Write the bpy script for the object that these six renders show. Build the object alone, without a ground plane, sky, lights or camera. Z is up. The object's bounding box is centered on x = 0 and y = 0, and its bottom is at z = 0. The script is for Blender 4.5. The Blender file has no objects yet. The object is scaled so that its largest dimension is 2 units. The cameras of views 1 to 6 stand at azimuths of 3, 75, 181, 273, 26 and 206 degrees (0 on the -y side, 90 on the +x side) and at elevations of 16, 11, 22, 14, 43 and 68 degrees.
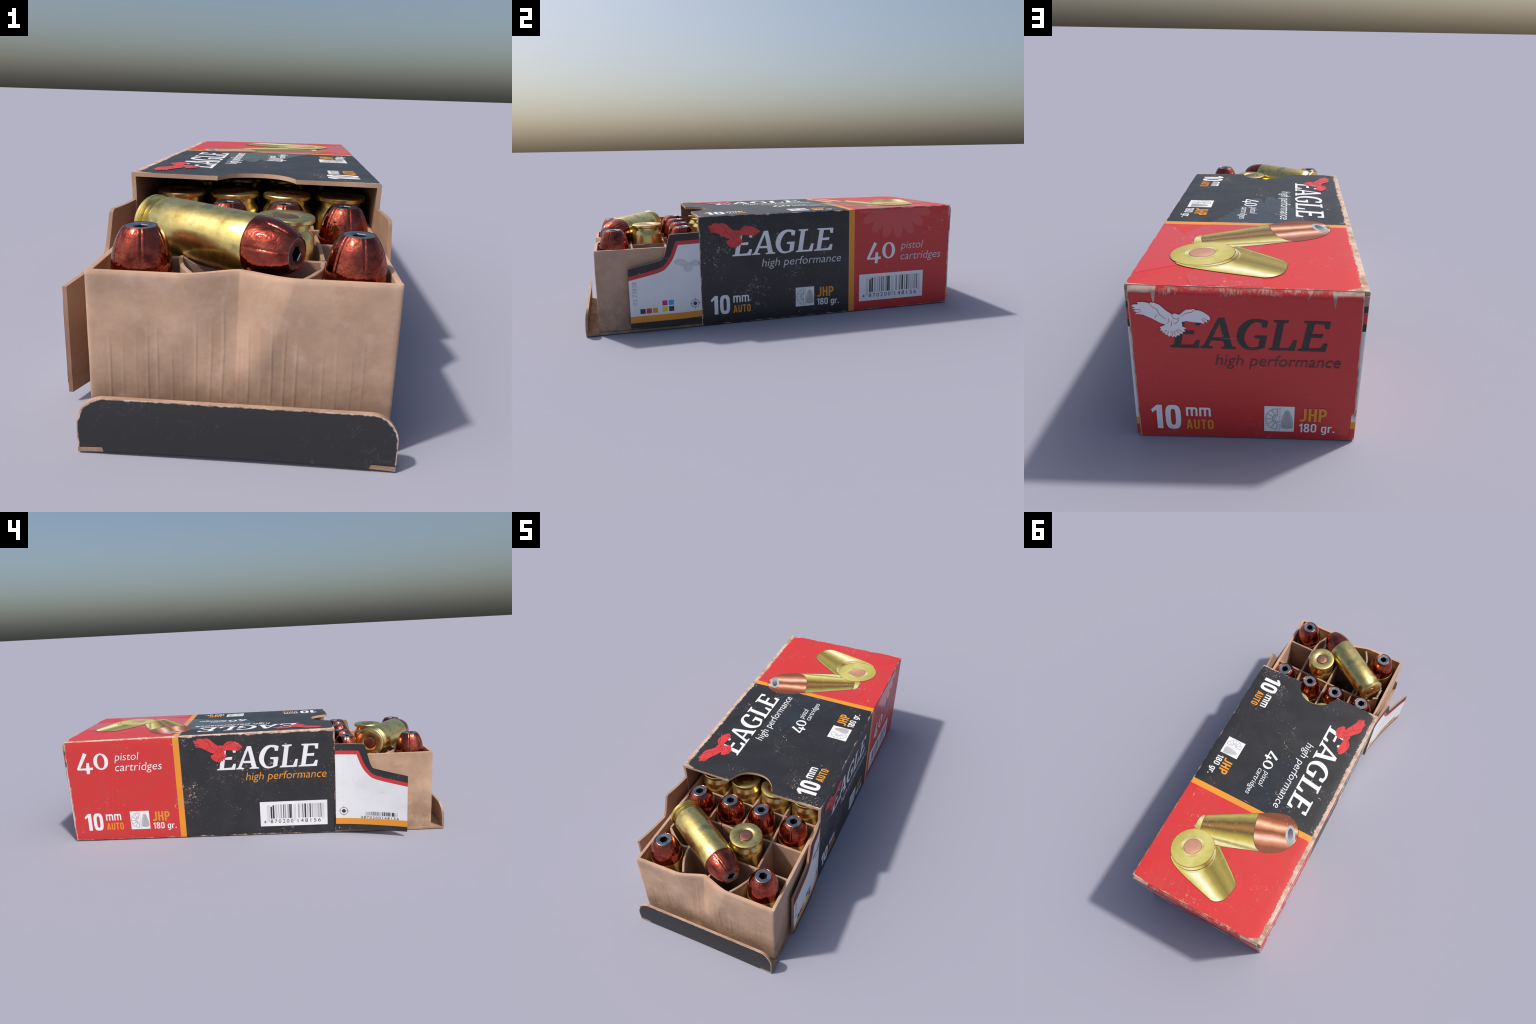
import bpy, bmesh, math, random
from mathutils import Vector, Matrix, noise as mnoise

random.seed(7)
scene = bpy.context.scene

# ------------------------------------------------------------------ sizes (metres)
X0, X1 = -0.338, 0.408          # sleeve, left and right outer faces
Y0, Y1 = -0.430, 0.979          # sleeve, open front end and rear end
H = 0.560                       # sleeve height
YB = 0.998                      # outer face of the tucked rear end panel
WALL = 0.013                    # board thickness
TX0, TX1, TY0, TY1 = -0.306, 0.393, -0.936, 0.470   # tray
TZ0, TZ1 = 0.013, 0.417
PITCH_X, PITCH_Y = 0.167, 0.170
COL_X = [-0.2035 + PITCH_X * i for i in range(4)]
ROW_Y = [-0.836 + PITCH_Y * i for i in range(8)]
CART_LEN, CASE_LEN, RIM_R = 0.457, 0.349, 0.0755
STRIPE0, STRIPE1 = 0.3745, 0.4065  # orange band along y


# ------------------------------------------------------------------ shape of the worn sleeve
def clamp(v, a=0.0, b=1.0):
    return a if v < a else b if v > b else v


def warp(p):
    """The used box is a little twisted: corner heights differ and the left wall leans in."""
    x, y, z = p
    a, b = clamp((x - X0) / (X1 - X0), -.1, 1.1), clamp((y - Y0) / (Y1 - Y0), -.1, 1.1)
    top = (1 - b) * ((1 - a) * .567 + a * .5605) + b * ((1 - a) * .5525 + a * .560)
    lean = .016 * (1 - z / H) * clamp(-x * 3)
    tuck = -.015 * (1 - z / H) * clamp((y - .984) / .012)
    return Vector((x + lean, y + tuck, z * top / H))


def flap_x(y, side):
    d = clamp((Y0 - y) / .352, 0, 1.1)
    if side < 0:
        return X0 + .002 - .085 * d ** 1.5
    return X1 - .001 + .0125 * min(1, d * 2.6) * (2 - min(1, d * 2.6)) + .002 * d


SURF = {
    "right": lambda u, v, h: warp((X1 + h, u, v)),
    "left": lambda u, v, h: warp((X0 - h, -u, v)),
    "top": lambda u, v, h: warp((-v, u, H + h)),
    "back": lambda u, v, h: warp((-u, YB + h, v)),
    "flap_right": lambda u, v, h: Vector((flap_x(u, 1) + h, u, v)),
    "flap_left": lambda u, v, h: Vector((flap_x(-u, -1) - h, -u, v)),
}


# ------------------------------------------------------------------ node helpers
class Nodes:
    def __init__(self, name):
        self.mat = bpy.data.materials.new(name)
        self.mat.use_nodes = True
        self.t = self.mat.node_tree
        self.bsdf = self.t.nodes["Principled BSDF"]
        self.co = self.t.nodes.new("ShaderNodeTexCoord").outputs["Object"]
        sep = self.t.nodes.new("ShaderNodeSeparateXYZ")
        self.t.links.new(self.co, sep.inputs[0])
        self.x, self.y, self.z = sep.outputs
        nrm = self.t.nodes.new("ShaderNodeSeparateXYZ")
        self.t.links.new(self.t.nodes.new("ShaderNodeNewGeometry").outputs["Normal"], nrm.inputs[0])
        self.up = nrm.outputs[2]

    def put(self, sock, v):
        if isinstance(v, bpy.types.NodeSocket):
            self.t.links.new(v, sock)
        elif isinstance(v, (tuple, list)):
            sock.default_value = (*v, 1) if len(v) == 3 and sock.type == "RGBA" else v
        else:
            sock.default_value = v

    def m(self, op, a, b=0.0, c=0.0, cl=False):
        n = self.t.nodes.new("ShaderNodeMath")
        n.operation, n.use_clamp = op, cl
        for i, v in enumerate((a, b, c)):
            self.put(n.inputs[i], v)
        return n.outputs[0]

    def ramp(self, v, lo, hi):
        """linear step: 0 at lo, 1 at hi"""
        n = self.t.nodes.new("ShaderNodeMapRange")
        n.clamp = True
        self.put(n.inputs["Value"], v)
        self.put(n.inputs["From Min"], lo)
        self.put(n.inputs["From Max"], hi)
        return n.outputs["Result"]

    def map(self, scale=(1, 1, 1), rot=(0, 0, 0), loc=(0, 0, 0)):
        n = self.t.nodes.new("ShaderNodeMapping")
        self.put(n.inputs["Vector"], self.co)
        self.put(n.inputs["Scale"], scale)
        self.put(n.inputs["Rotation"], rot)
        self.put(n.inputs["Location"], loc)
        return n.outputs[0]

    def noise(self, scale, detail=3, vec=None, rough=.5, dist=0.0):
        n = self.t.nodes.new("ShaderNodeTexNoise")
        self.put(n.inputs["Vector"], vec or self.co)
        n.inputs["Scale"].default_value = scale
        n.inputs["Detail"].default_value = detail
        n.inputs["Roughness"].default_value = rough
        n.inputs["Distortion"].default_value = dist
        return n.outputs["Fac"]

    def mix(self, f, a, b, kind="MIX"):
        n = self.t.nodes.new("ShaderNodeMix")
        n.data_type, n.blend_type = "RGBA", kind
        self.put(n.inputs[0], f)
        self.put(n.inputs[6], a)
        self.put(n.inputs[7], b)
        return n.outputs[2]

    def cramp(self, f, stops):
        n = self.t.nodes.new("ShaderNodeValToRGB")
        e = n.color_ramp.elements
        while len(e) < len(stops):
            e.new(.5)
        for el, (p, c) in zip(e, stops):
            el.position, el.color = p, (*c, 1)
        self.put(n.inputs[0], f)
        return n.outputs[0]

    def bump(self, height, strength=.2, dist=.01):
        n = self.t.nodes.new("ShaderNodeBump")
        n.inputs["Strength"].default_value = strength
        n.inputs["Distance"].default_value = dist
        self.put(n.inputs["Height"], height)
        self.t.links.new(n.outputs[0], self.bsdf.inputs["Normal"])

    def out(self, color, rough=.5, metallic=0.0, spec=.5):
        self.put(self.bsdf.inputs["Base Color"], color)
        self.put(self.bsdf.inputs["Roughness"], rough)
        self.put(self.bsdf.inputs["Metallic"], metallic)
        self.put(self.bsdf.inputs["Specular IOR Level"], spec)
        return self.mat

    def amin(self, a, b):
        return self.m("MINIMUM", a, b)

    def amax(self, a, b):
        return self.m("MAXIMUM", a, b)

    def specks(self, amount=1.0):
        """flaked ink: clusters of fine specks, creases and scratches"""
        cl = self.noise(3.6, 3, self.map(loc=(.31, .12, .6)), .6)
        # the ink flakes off more easily inside the clusters
        dens = self.ramp(cl, .43, .68)
        lo = self.m("MULTIPLY_ADD", dens, -.135, .700)
        v = self.map((1, .8, 1), (.3, .2, .5))
        fine = self.ramp(self.noise(58, 5, v, .68, 1.2), lo, self.m("ADD", lo, .045))
        dust = self.ramp(self.noise(120, 3, v, .6, .5), self.m("ADD", lo, .03), self.m("ADD", lo, .08))
        s = self.amax(fine, self.m("MULTIPLY", dust, .8))
        for rot, loc, k in (((.5, .3, .9), (.1, .4, 0), .8), ((-.7, .4, -.6), (.7, .2, .3), .7), ((.15, -.1, .25), (.2, .9, .1), .8), ((1.1, .2, -.2), (.5, .1, .7), .7)):
            v = self.map((6, 105, 95), rot, loc)
            line = self.ramp(self.noise(1, 4, v, .6), .69, .75)
            c2 = self.ramp(self.noise(3.4, 1, self.map(loc=loc)), .50, .62)
            s = self.amax(s, self.m("MULTIPLY", self.m("MULTIPLY", line, c2), k))
        soft = self.m("MULTIPLY_ADD", self.noise(21, 2), 1.0, .30)
        return self.m("MULTIPLY", self.m("MULTIPLY", s, soft, cl=True), amount, cl=True)

    def box_edges(self):
        """1 where the ink has rubbed off along the folds of the sleeve"""
        lean = self.m("MULTIPLY", self.m("MULTIPLY_ADD", self.z, -.016 / H, .016), self.m("MULTIPLY", self.x, -3, cl=True))
        xu = self.m("SUBTRACT", self.x, lean)
        ab = lambda s, c: self.m("ABSOLUTE", self.m("SUBTRACT", s, c))
        dx = self.amin(ab(xu, X0), ab(xu, X1))
        dy = self.amin(ab(self.y, Y0), ab(self.y, Y1))
        dz = self.amin(self.m("ABSOLUTE", self.z), ab(self.z, H))
        med = self.amax(self.amin(dx, dy), self.amin(self.amax(dx, dy), dz))
        n1 = self.noise(11, 4, rough=.6)
        n2 = self.noise(150, 3, rough=.6)
        thr = self.m("MULTIPLY", self.ramp(n1, .40, .78), .0125)
        # the upper left fold is rubbed hardest, on its top side
        left = self.m("MULTIPLY", self.ramp(xu, -.27, -.32), self.ramp(self.up, .35, .6))
        thr = self.m("ADD", thr, self.m("MULTIPLY", left, .017))
        left2 = self.m("MULTIPLY", self.ramp(xu, -.30, -.335), self.ramp(self.z, .50, .53))
        thr = self.m("ADD", thr, self.m("MULTIPLY", left2, .003))
        low = self.m("MULTIPLY", self.ramp(self.z, .06, .01), .0025)
        thr = self.m("ADD", thr, low)
        thr = self.m("MULTIPLY", thr, self.m("MULTIPLY_ADD", n2, 2.0, 0))
        thr = self.m("ADD", thr, self.m("MULTIPLY_ADD", left, .003, -.0002))
        return self.ramp(self.m("SUBTRACT", thr, med), -.0008, .0028)

    def torn(self):
        """colour of the bare board where ink is gone"""
        n = self.noise(30, 3)
        return self.cramp(n, [(.32, (.33, .21, .145)), (.52, (.55, .395, .305)), (.75, (.66, .53, .45))])


BLACK, RED, ORANGE, WHITE = (.0215, .0215, .0235), (.595, .034, .032), (.78, .295, .02), (.83, .83, .85)
KRAFT = (.54, .355, .248)


def ink(name, color, gloss=.42, edges=True, amount=1.0, spec=.5):
    n = Nodes(name)
    w = w0 = n.specks(amount)
    if edges and color != "sleeve":
        w = n.amax(w, n.box_edges())
    if color == "sleeve":
        c = n.mix(n.ramp(n.y, STRIPE0, STRIPE0 + .001), BLACK, ORANGE)
        c = n.mix(n.ramp(n.y, STRIPE1, STRIPE1 + .001), c, RED)
        calm = n.m("MULTIPLY_ADD", n.m("MULTIPLY", n.ramp(n.y, STRIPE0, STRIPE1), n.ramp(n.up, .3, .6)), -.55, 1)
        w = n.amax(n.m("MULTIPLY", w0, calm), n.box_edges())
    else:
        c = color
    mott = n.noise(9, 4)
    c = n.mix(n.m("MULTIPLY", n.ramp(mott, .45, .75), .22), c, n.mix(.5, c, (.12, .12, .13)))
    col = n.mix(w, c, n.torn())
    r = n.m("MULTIPLY_ADD", n.noise(14, 4), .22, gloss - .11)
    r = n.amax(r, n.m("MULTIPLY", w, .8))
    n.bump(n.m("SUBTRACT", n.m("MULTIPLY_ADD", n.noise(26, 4), .5, 0), n.m("MULTIPLY", w, .35)), .22, .004)
    return n.out(col, r, 0, spec)


def kraft(name, base=KRAFT, dark=0.0):
    n = Nodes(name)
    big = n.noise(7, 5, rough=.6)
    fib = n.noise(1, 3, n.map((30, 30, 160)))
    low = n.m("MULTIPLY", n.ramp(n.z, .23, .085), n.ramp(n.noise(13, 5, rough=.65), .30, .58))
    c = n.mix(n.ramp(big, .35, .70), tuple(v * .78 for v in base), tuple(min(1, v * 1.12) for v in base))
    c = n.mix(n.m("MULTIPLY", fib, .16), c, (.36, .24, .17))
    c = n.mix(n.m("MULTIPLY", n.ramp(n.noise(9, 5, n.map(loc=(.4, .7, .2)), .65), .50, .66), .40), c, (.40, .235, .14))
    c = n.mix(n.m("MULTIPLY", n.ramp(n.noise(16, 4, n.map(loc=(.9, .1, .5)), .6), .56, .70), .40), c, (.60, .43, .34))
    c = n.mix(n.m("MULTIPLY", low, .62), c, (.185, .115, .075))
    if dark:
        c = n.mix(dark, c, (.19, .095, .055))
    n.bump(n.m("ADD", n.noise(70, 4), n.m("MULTIPLY", n.noise(12, 3), 1.2)), .16, .004)
    return n.out(c, n.m("MULTIPLY_ADD", big, .2, .55), 0, .3)


M = {}
M["sleeve_ink"] = ink("sleeve_ink", "sleeve")
M["white"] = ink("white_ink", WHITE, .45, amount=.55)
M["red"] = ink("red_ink", (.66, .045, .045), .42, amount=.6)
M["black"] = ink("black_ink", BLACK, .42, amount=.6)
M["orange"] = ink("orange_ink", ORANGE, .42, amount=.6)
M["grey_text"] = ink("pale_ink", (.60, .60, .62), .42, amount=.5)
M["dark_red_text"] = ink("faded_black_ink", (.085, .028, .03), .42, amount=.5)
M["bar_dark"] = ink("bar_dark_ink", (.03, .03, .032), .45, amount=.8)
M["bar_mid"] = ink("bar_grey_ink", (.40, .40, .41), .45, amount=.6)
M["bar_light"] = ink("bar_pale_ink", (.62, .62, .63), .45, amount=.6)
M["mag"] = ink("magenta_ink", (.55, .02, .22), .45, amount=.4)
M["cyan"] = ink("cyan_ink", (.04, .33, .72), .45, amount=.4)
M["yel"] = ink("yellow_ink", (.72, .68, .02), .45, amount=.4)
M["pale_grey"] = ink("watermark_grey_ink", (.60, .61, .63), .45, amount=.3)
M["flap_white"] = ink("flap_white_ink", (.78, .785, .80), .5, edges=False, amount=.5)
M["flap_black"] = ink("flap_black_ink", BLACK, .5, edges=False, amount=1.0)
M["flap_red"] = ink("flap_red_ink", RED, .5, edges=False, amount=.5)
M["flap_orange"] = ink("flap_orange_ink", ORANGE, .5, edges=False, amount=.6)
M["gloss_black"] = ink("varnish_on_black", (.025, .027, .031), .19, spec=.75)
M["gloss_red"] = ink("varnish_on_red", (.595, .040, .038), .20, spec=.75, amount=.45)
M["gloss_orange"] = ink("varnish_on_orange", (.76, .295, .03), .20, spec=.75)
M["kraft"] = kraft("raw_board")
M["kraft_in"] = kraft("raw_board_inside", KRAFT, .45)  # same board, browned down in colour for the shade inside the box
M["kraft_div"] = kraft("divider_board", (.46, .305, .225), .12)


# ------------------------------------------------------------------ object helpers
def link(name, mesh, parent=None, mats=()):
    ob = bpy.data.objects.new(name, mesh)
    scene.collection.objects.link(ob)
    if parent:
        ob.parent = parent
    for m in mats:
        mesh.materials.append(m)
    return ob


def empty(name, label, category, loc=(0, 0, 0)):
    e = bpy.data.objects.new(name, None)
    scene.collection.objects.link(e)
    e.location = loc
    e.empty_display_size = .05
    e["label"], e["category"] = label, category
    return e


class Pile:
    """collects pieces of printed matter that share one ink into one mesh"""

    def __init__(self):
        self.v, self.f = [], []

    def add(self, verts, faces):
        k = len(self.v)
        self.v += verts
        self.f += [[i + k for i in f] for f in faces]

    def make(self, name, mat, parent, kind=None):
        me = bpy.data.meshes.new(name)
        me.from_pydata([tuple(p) for p in self.v], [], self.f)
        me.validate()
        ob = link(name, me, parent, [mat])
        if kind:
            ob["kind"] = kind
        return ob


def take(ob):
    dg = bpy.context.evaluated_depsgraph_get()
    dg.update()
    me = bpy.data.meshes.new_from_object(ob.evaluated_get(dg))
    vs = [tuple(v.co) for v in me.vertices]
    fs = [list(p.vertices) for p in me.polygons]
    data = ob.data
    bpy.data.objects.remove(ob)
    bpy.data.meshes.remove(me)
    bpy.data.curves.remove(data)
    return vs, fs


def fill(loops):
    """flat filled shape with holes, a hair thick: z is 1 on the face and 0 underneath"""
    cu = bpy.data.curves.new("shape", "CURVE")
    cu.dimensions, cu.fill_mode, cu.extrude = "2D", "BOTH", .5
    for lp in loops:
        s = cu.splines.new("POLY")
        s.points.add(len(lp) - 1)
        for p, q in zip(s.points, lp):
            p.co = (q[0], q[1], 0, 1)
        s.use_cyclic_u = True
    ob = bpy.data.objects.new("shape", cu)
    scene.collection.objects.link(ob)
    vs, fs = take(ob)
    return [(x, y, z + .5) for x, y, z in vs], fs


def glyphs(text, weight=0.0, spacing=1.0):
    cu = bpy.data.curves.new("text", "FONT")
    cu.body, cu.extrude, cu.offset, cu.space_character = text, .5, weight, spacing
    cu.resolution_u = 4
    ob = bpy.data.objects.new("text", cu)
    scene.collection.objects.link(ob)
    vs, fs = take(ob)
    return [(x, y, z + .5) for x, y, z in vs], fs


def fit(shape, box, shear=0.0):
    vs, fs = shape
    vs = [(x + shear * y, y, z) for x, y, z in vs]
    xa, xb = min(v[0] for v in vs), max(v[0] for v in vs)
    ya, yb = min(v[1] for v in vs), max(v[1] for v in vs)
    u0, u1, v0, v1 = box
    return [(u0 + (x - xa) / (xb - xa) * (u1 - u0), v0 + (y - ya) / (yb - ya) * (v1 - v0), z) for x, y, z in vs], fs


def lay(pile, surf, shape, h):
    vs, fs = shape
    pile.add([SURF[surf](u, v, h - .0004 * (1 - z)) for u, v, z in vs], fs)


def rect(u0, u1, v0, v1):
    return [(u0, v0), (u1, v0), (u1, v1), (u0, v1)]


def grid_rect(u0, u1, v0, v1, step=.05):
    """rectangle with extra points along its outline so that it can follow a bent sheet"""
    nu, nv = max(1, int(abs(u1 - u0) / step)), max(1, int(abs(v1 - v0) / step))
    vs, fs = [], []
    for j in range(nv + 1):
        for i in range(nu + 1):
            vs.append((u0 + (u1 - u0) * i / nu, v0 + (v1 - v0) * j / nv, 1))
    for j in range(nv):
        for i in range(nu):
            a = j * (nu + 1) + i
            fs.append([a, a + 1, a + nu + 2, a + nu + 1])
    return vs, fs


def ellipse(cx, cy, a, b, rot=0.0, n=28, t0=0.0, t1=math.tau):
    c, s = math.cos(rot), math.sin(rot)
    full = abs(t1 - t0) > 6.28
    ts = [t0 + (t1 - t0) * i / (n if full else n - 1) for i in range(n)]
    return [(cx + a * math.cos(t) * c - b * math.sin(t) * s, cy + a * math.cos(t) * s + b * math.sin(t) * c) for t in ts]


def smooth(loop, sharp=42, n=4):
    """rounds the gentle corners of an outline, keeps the sharp ones"""
    P = [Vector(p) for p in loop]
    k = len(P)

    def is_sharp(i):
        a, b = P[i] - P[i - 1], P[(i + 1) % k] - P[i]
        return a.length < 1e-9 or b.length < 1e-9 or math.degrees(a.angle(b)) > sharp

    S = [is_sharp(i) for i in range(k)]
    out = []
    for i in range(k):
        p1, p2 = P[i], P[(i + 1) % k]
        if S[i] and S[(i + 1) % k]:
            out.append(tuple(p1))
            continue
        p0 = p1 if S[i] else P[i - 1]
        p3 = p2 if S[(i + 1) % k] else P[(i + 2) % k]
        for j in range(n):
            t = j / n
            q = .5 * (2 * p1 + (p2 - p0) * t + (2 * p0 - 5 * p1 + 4 * p2 - p3) * t * t + (3 * p1 - p0 - 3 * p2 + p3) * t ** 3)
            out.append(tuple(q))
    return out


def stroke(pts, w, taper=False):
    """band of width w along a line"""
    P = [Vector(p) for p in pts]
    L, R = [], []
    for i, p in enumerate(P):
        d = (P[min(i + 1, len(P) - 1)] - P[max(i - 1, 0)]).normalized()
        k = w / 2 * (1 if not taper else .25 + .75 * math.sin(math.pi * (i + .5) / len(P)))
        nrm = Vector((-d.y, d.x)) * k
        L.append(p + nrm)
        R.append(p - nrm)
    vs = [(q.x, q.y, 1) for q in L + R]
    n = len(P)
    return vs, [[i, n + i, n + i + 1, i + 1] for i in range(n - 1)]


def norm(pts, x0, base, sx, sy, slope=0.0):
    """sketch units to letter units (cap height 1, baseline 0)"""
    return [((x - x0) / sx, (base + slope * (x - x0) - y) / sy) for x, y in pts]


# ------------------------------------------------------------------ brand lettering: slanted slab serif capitals
SK = dict(x0=-438, base=707.5, sx=521, sy=480, slope=.0237)
GLYPH_E = [(1535, 282), (1915, 295), (1905, 403), (1845, 400), (1830, 330), (1688, 325), (1655, 490), (1820, 488), (1808, 545),
           (1645, 537), (1612, 715), (1790, 712), (1840, 635), (1895, 640), (1870, 762), (1450, 750), (1455, 725), (1510, 715), (1585, 320), (1530, 310)]
GLYPH_L = [(1090, 272), (1310, 275), (1310, 305), (1240, 318), (1175, 708), (1325, 710), (1385, 585), (1440, 590), (1408, 750),
           (1015, 740), (1020, 718), (1070, 700), (1140, 310), (1088, 298)]
GLYPH_G = [(1010, 290), (990, 385), (920, 383), (910, 315), (835, 298), (760, 338), (695, 425), (660, 530), (672, 620), (715, 690), (785, 706),
           (865, 690), (885, 560), (805, 545), (812, 510), (995, 515), (960, 700), (860, 730), (740, 742), (640, 705), (570, 620), (548, 520),
           (580, 405), (650, 318), (740, 268), (840, 255), (930, 266)]
GLYPH_A = [(5, 715), (5, 697), (55, 680), (285, 245), (378, 245), (480, 690), (535, 707), (535, 730), (315, 722), (318, 700), (372, 690),
           (350, 600), (175, 590), (128, 680), (192, 697), (190, 720)]
GLYPH_A_HOLE = [(190, 548), (350, 552), (303, 325)]
E_FIRST = [(x - 1888, y - .0237 * 1888) for x, y in GLYPH_E]
BRAND = [[norm(E_FIRST, **SK)], [norm(GLYPH_A, **SK), norm(GLYPH_A_HOLE, **SK)], [smooth(norm(GLYPH_G, **SK))], [norm(GLYPH_L, **SK)], [norm(GLYPH_E, **SK)]]

# ------------------------------------------------------------------ emblem: eagle with spread wings (units: cap height, from the E's foot)
EAGLE = [(525, 435), (555, 405), (640, 400), (630, 362), (720, 357), (822, 373), (838, 392), (848, 362), (930, 373), (1010, 410), (1080, 480), (1140, 530),
         (1195, 560), (1207, 590), (1218, 565), (1260, 553), (1305, 573), (1340, 575), (1400, 520), (1450, 485), (1595, 472), (1603, 490), (1680, 497),
         (1750, 530), (1830, 585), (1855, 630), (1842, 672), (1795, 655), (1806, 715), (1752, 688), (1748, 737), (1690, 715), (1600, 710), (1500, 698),
         (1450, 688), (1380, 703), (1360, 722), (1376, 760), (1362, 783), (1440, 820), (1392, 842), (1422, 877), (1368, 888), (1372, 927), (1322, 918),
         (1310, 962), (1275, 945), (1250, 990), (1220, 962), (1195, 992), (1165, 952), (1130, 980), (1105, 942), (1068, 940), (1058, 908), (1022, 902),
         (1024, 868), (983, 868), (1003, 836), (980, 805), (1042, 780), (1085, 758), (1050, 745), (1000, 730), (930, 690), (860, 650), (760, 605),
         (720, 585), (650, 573), (580, 570), (614, 543), (550, 517), (604, 498), (530, 472), (592, 458)]
EAGLE_LINES = [[(838, 390), (880, 440), (955, 480), (985, 560), (1045, 622), (1105, 655)], [(1600, 488), (1540, 530), (1440, 548), (1365, 605)],
               [(1195, 680), (1190, 740), (1172, 800)], [(1225, 700), (1250, 745), (1300, 700), (1330, 640)], [(1205, 590), (1225, 640), (1290, 660), (1325, 610)],
               [(900, 640), (935, 600), (960, 590)], [(1120, 740), (1150, 690), (1140, 640)], [(1190, 960), (1185, 880)], [(1245, 950), (1222, 870)],
               [(1310, 915), (1255, 850)], [(1110, 930), (1130, 880)], [(1360, 880), (1290, 840)], [(1060, 890), (1100, 855)],
               [(610, 545), (690, 530)], [(600, 498), (680, 495)], [(1790, 660), (1740, 630)], [(1750, 690), (1710, 650)]]


def eagle_pt(p):
    return ((p[0] - 1135) / 617.0, (1183 + .018 * (p[0] - 1135) - p[1]) / 569.0)


def logo(surf, u, v, cap, mats, parent, wide=1.0, sub=None, sub_box=None, sub_mat="white"):
    """eagle, brand word and the line below it"""
    word, bird, lines, small = Pile(), Pile(), Pile(), Pile()
    tr = lambda lp: [(u + x * cap * wide, v + y * cap) for x, y in lp]
    for g in BRAND:
        lay(word, surf, fill([tr(lp) for lp in g]), .0010)
    lay(bird, surf, fill([tr([eagle_pt(p) for p in EAGLE])]), .0016)
    for i, ln in enumerate(EAGLE_LINES):
        lay(lines, surf, stroke(tr([eagle_pt(p) for p in ln]), cap * .017, True), .0020 + i * .00003)
    word.make("brand_lettering", M[mats[0]], parent)
    bird.make("eagle_emblem", M[mats[1]], parent)
    lines.make("emblem_feather_lines", M[mats[2]], parent, "stuff")
    lay(small, surf, fit(glyphs("high performance", -.004), sub_box, .2), .0010)
    small.make("slogan_lettering", M[sub_mat], parent)


# ------------------------------------------------------------------ other print
def digit_zero(u0, u1, v0, v1, t=.34, p=3.2):
    cx, cy, a, b = (u0 + u1) / 2, (v0 + v1) / 2, (u1 - u0) / 2, (v1 - v0) / 2

    def se(a, b):
        r = []
        for i in range(32):
            q = i / 32 * math.tau
            c, s = math.cos(q), math.sin(q)
            r.append((cx + a * math.copysign(abs(c) ** (2 / p), c), cy + b * math.copysign(abs(s) ** (2 / p), s)))
        return r
    d = a * 2 * t
    return fill([se(a, b), se(a - d, b - d * .95)])


ONE = [(0, .80), (.55, 1), (1, 1), (1, 0), (.48, 0), (.48, .80), (.10, .67)]


def arc(cx, cy, rx, ry, a0, a1, n=6):
    return [(cx + rx * math.cos(math.radians(a0 + (a1 - a0) * i / n)), cy + ry * math.sin(math.radians(a0 + (a1 - a0) * i / n))) for i in range(n + 1)]


def rrect(x0, x1, y0, y1, r):
    return arc(x1 - r, y1 - r, r, r, 0, 90) + arc(x0 + r, y1 - r, r, r, 90, 180) + arc(x0 + r, y0 + r, r, r, 180, 270) + arc(x1 - r, y0 + r, r, r, 270, 360)


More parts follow.
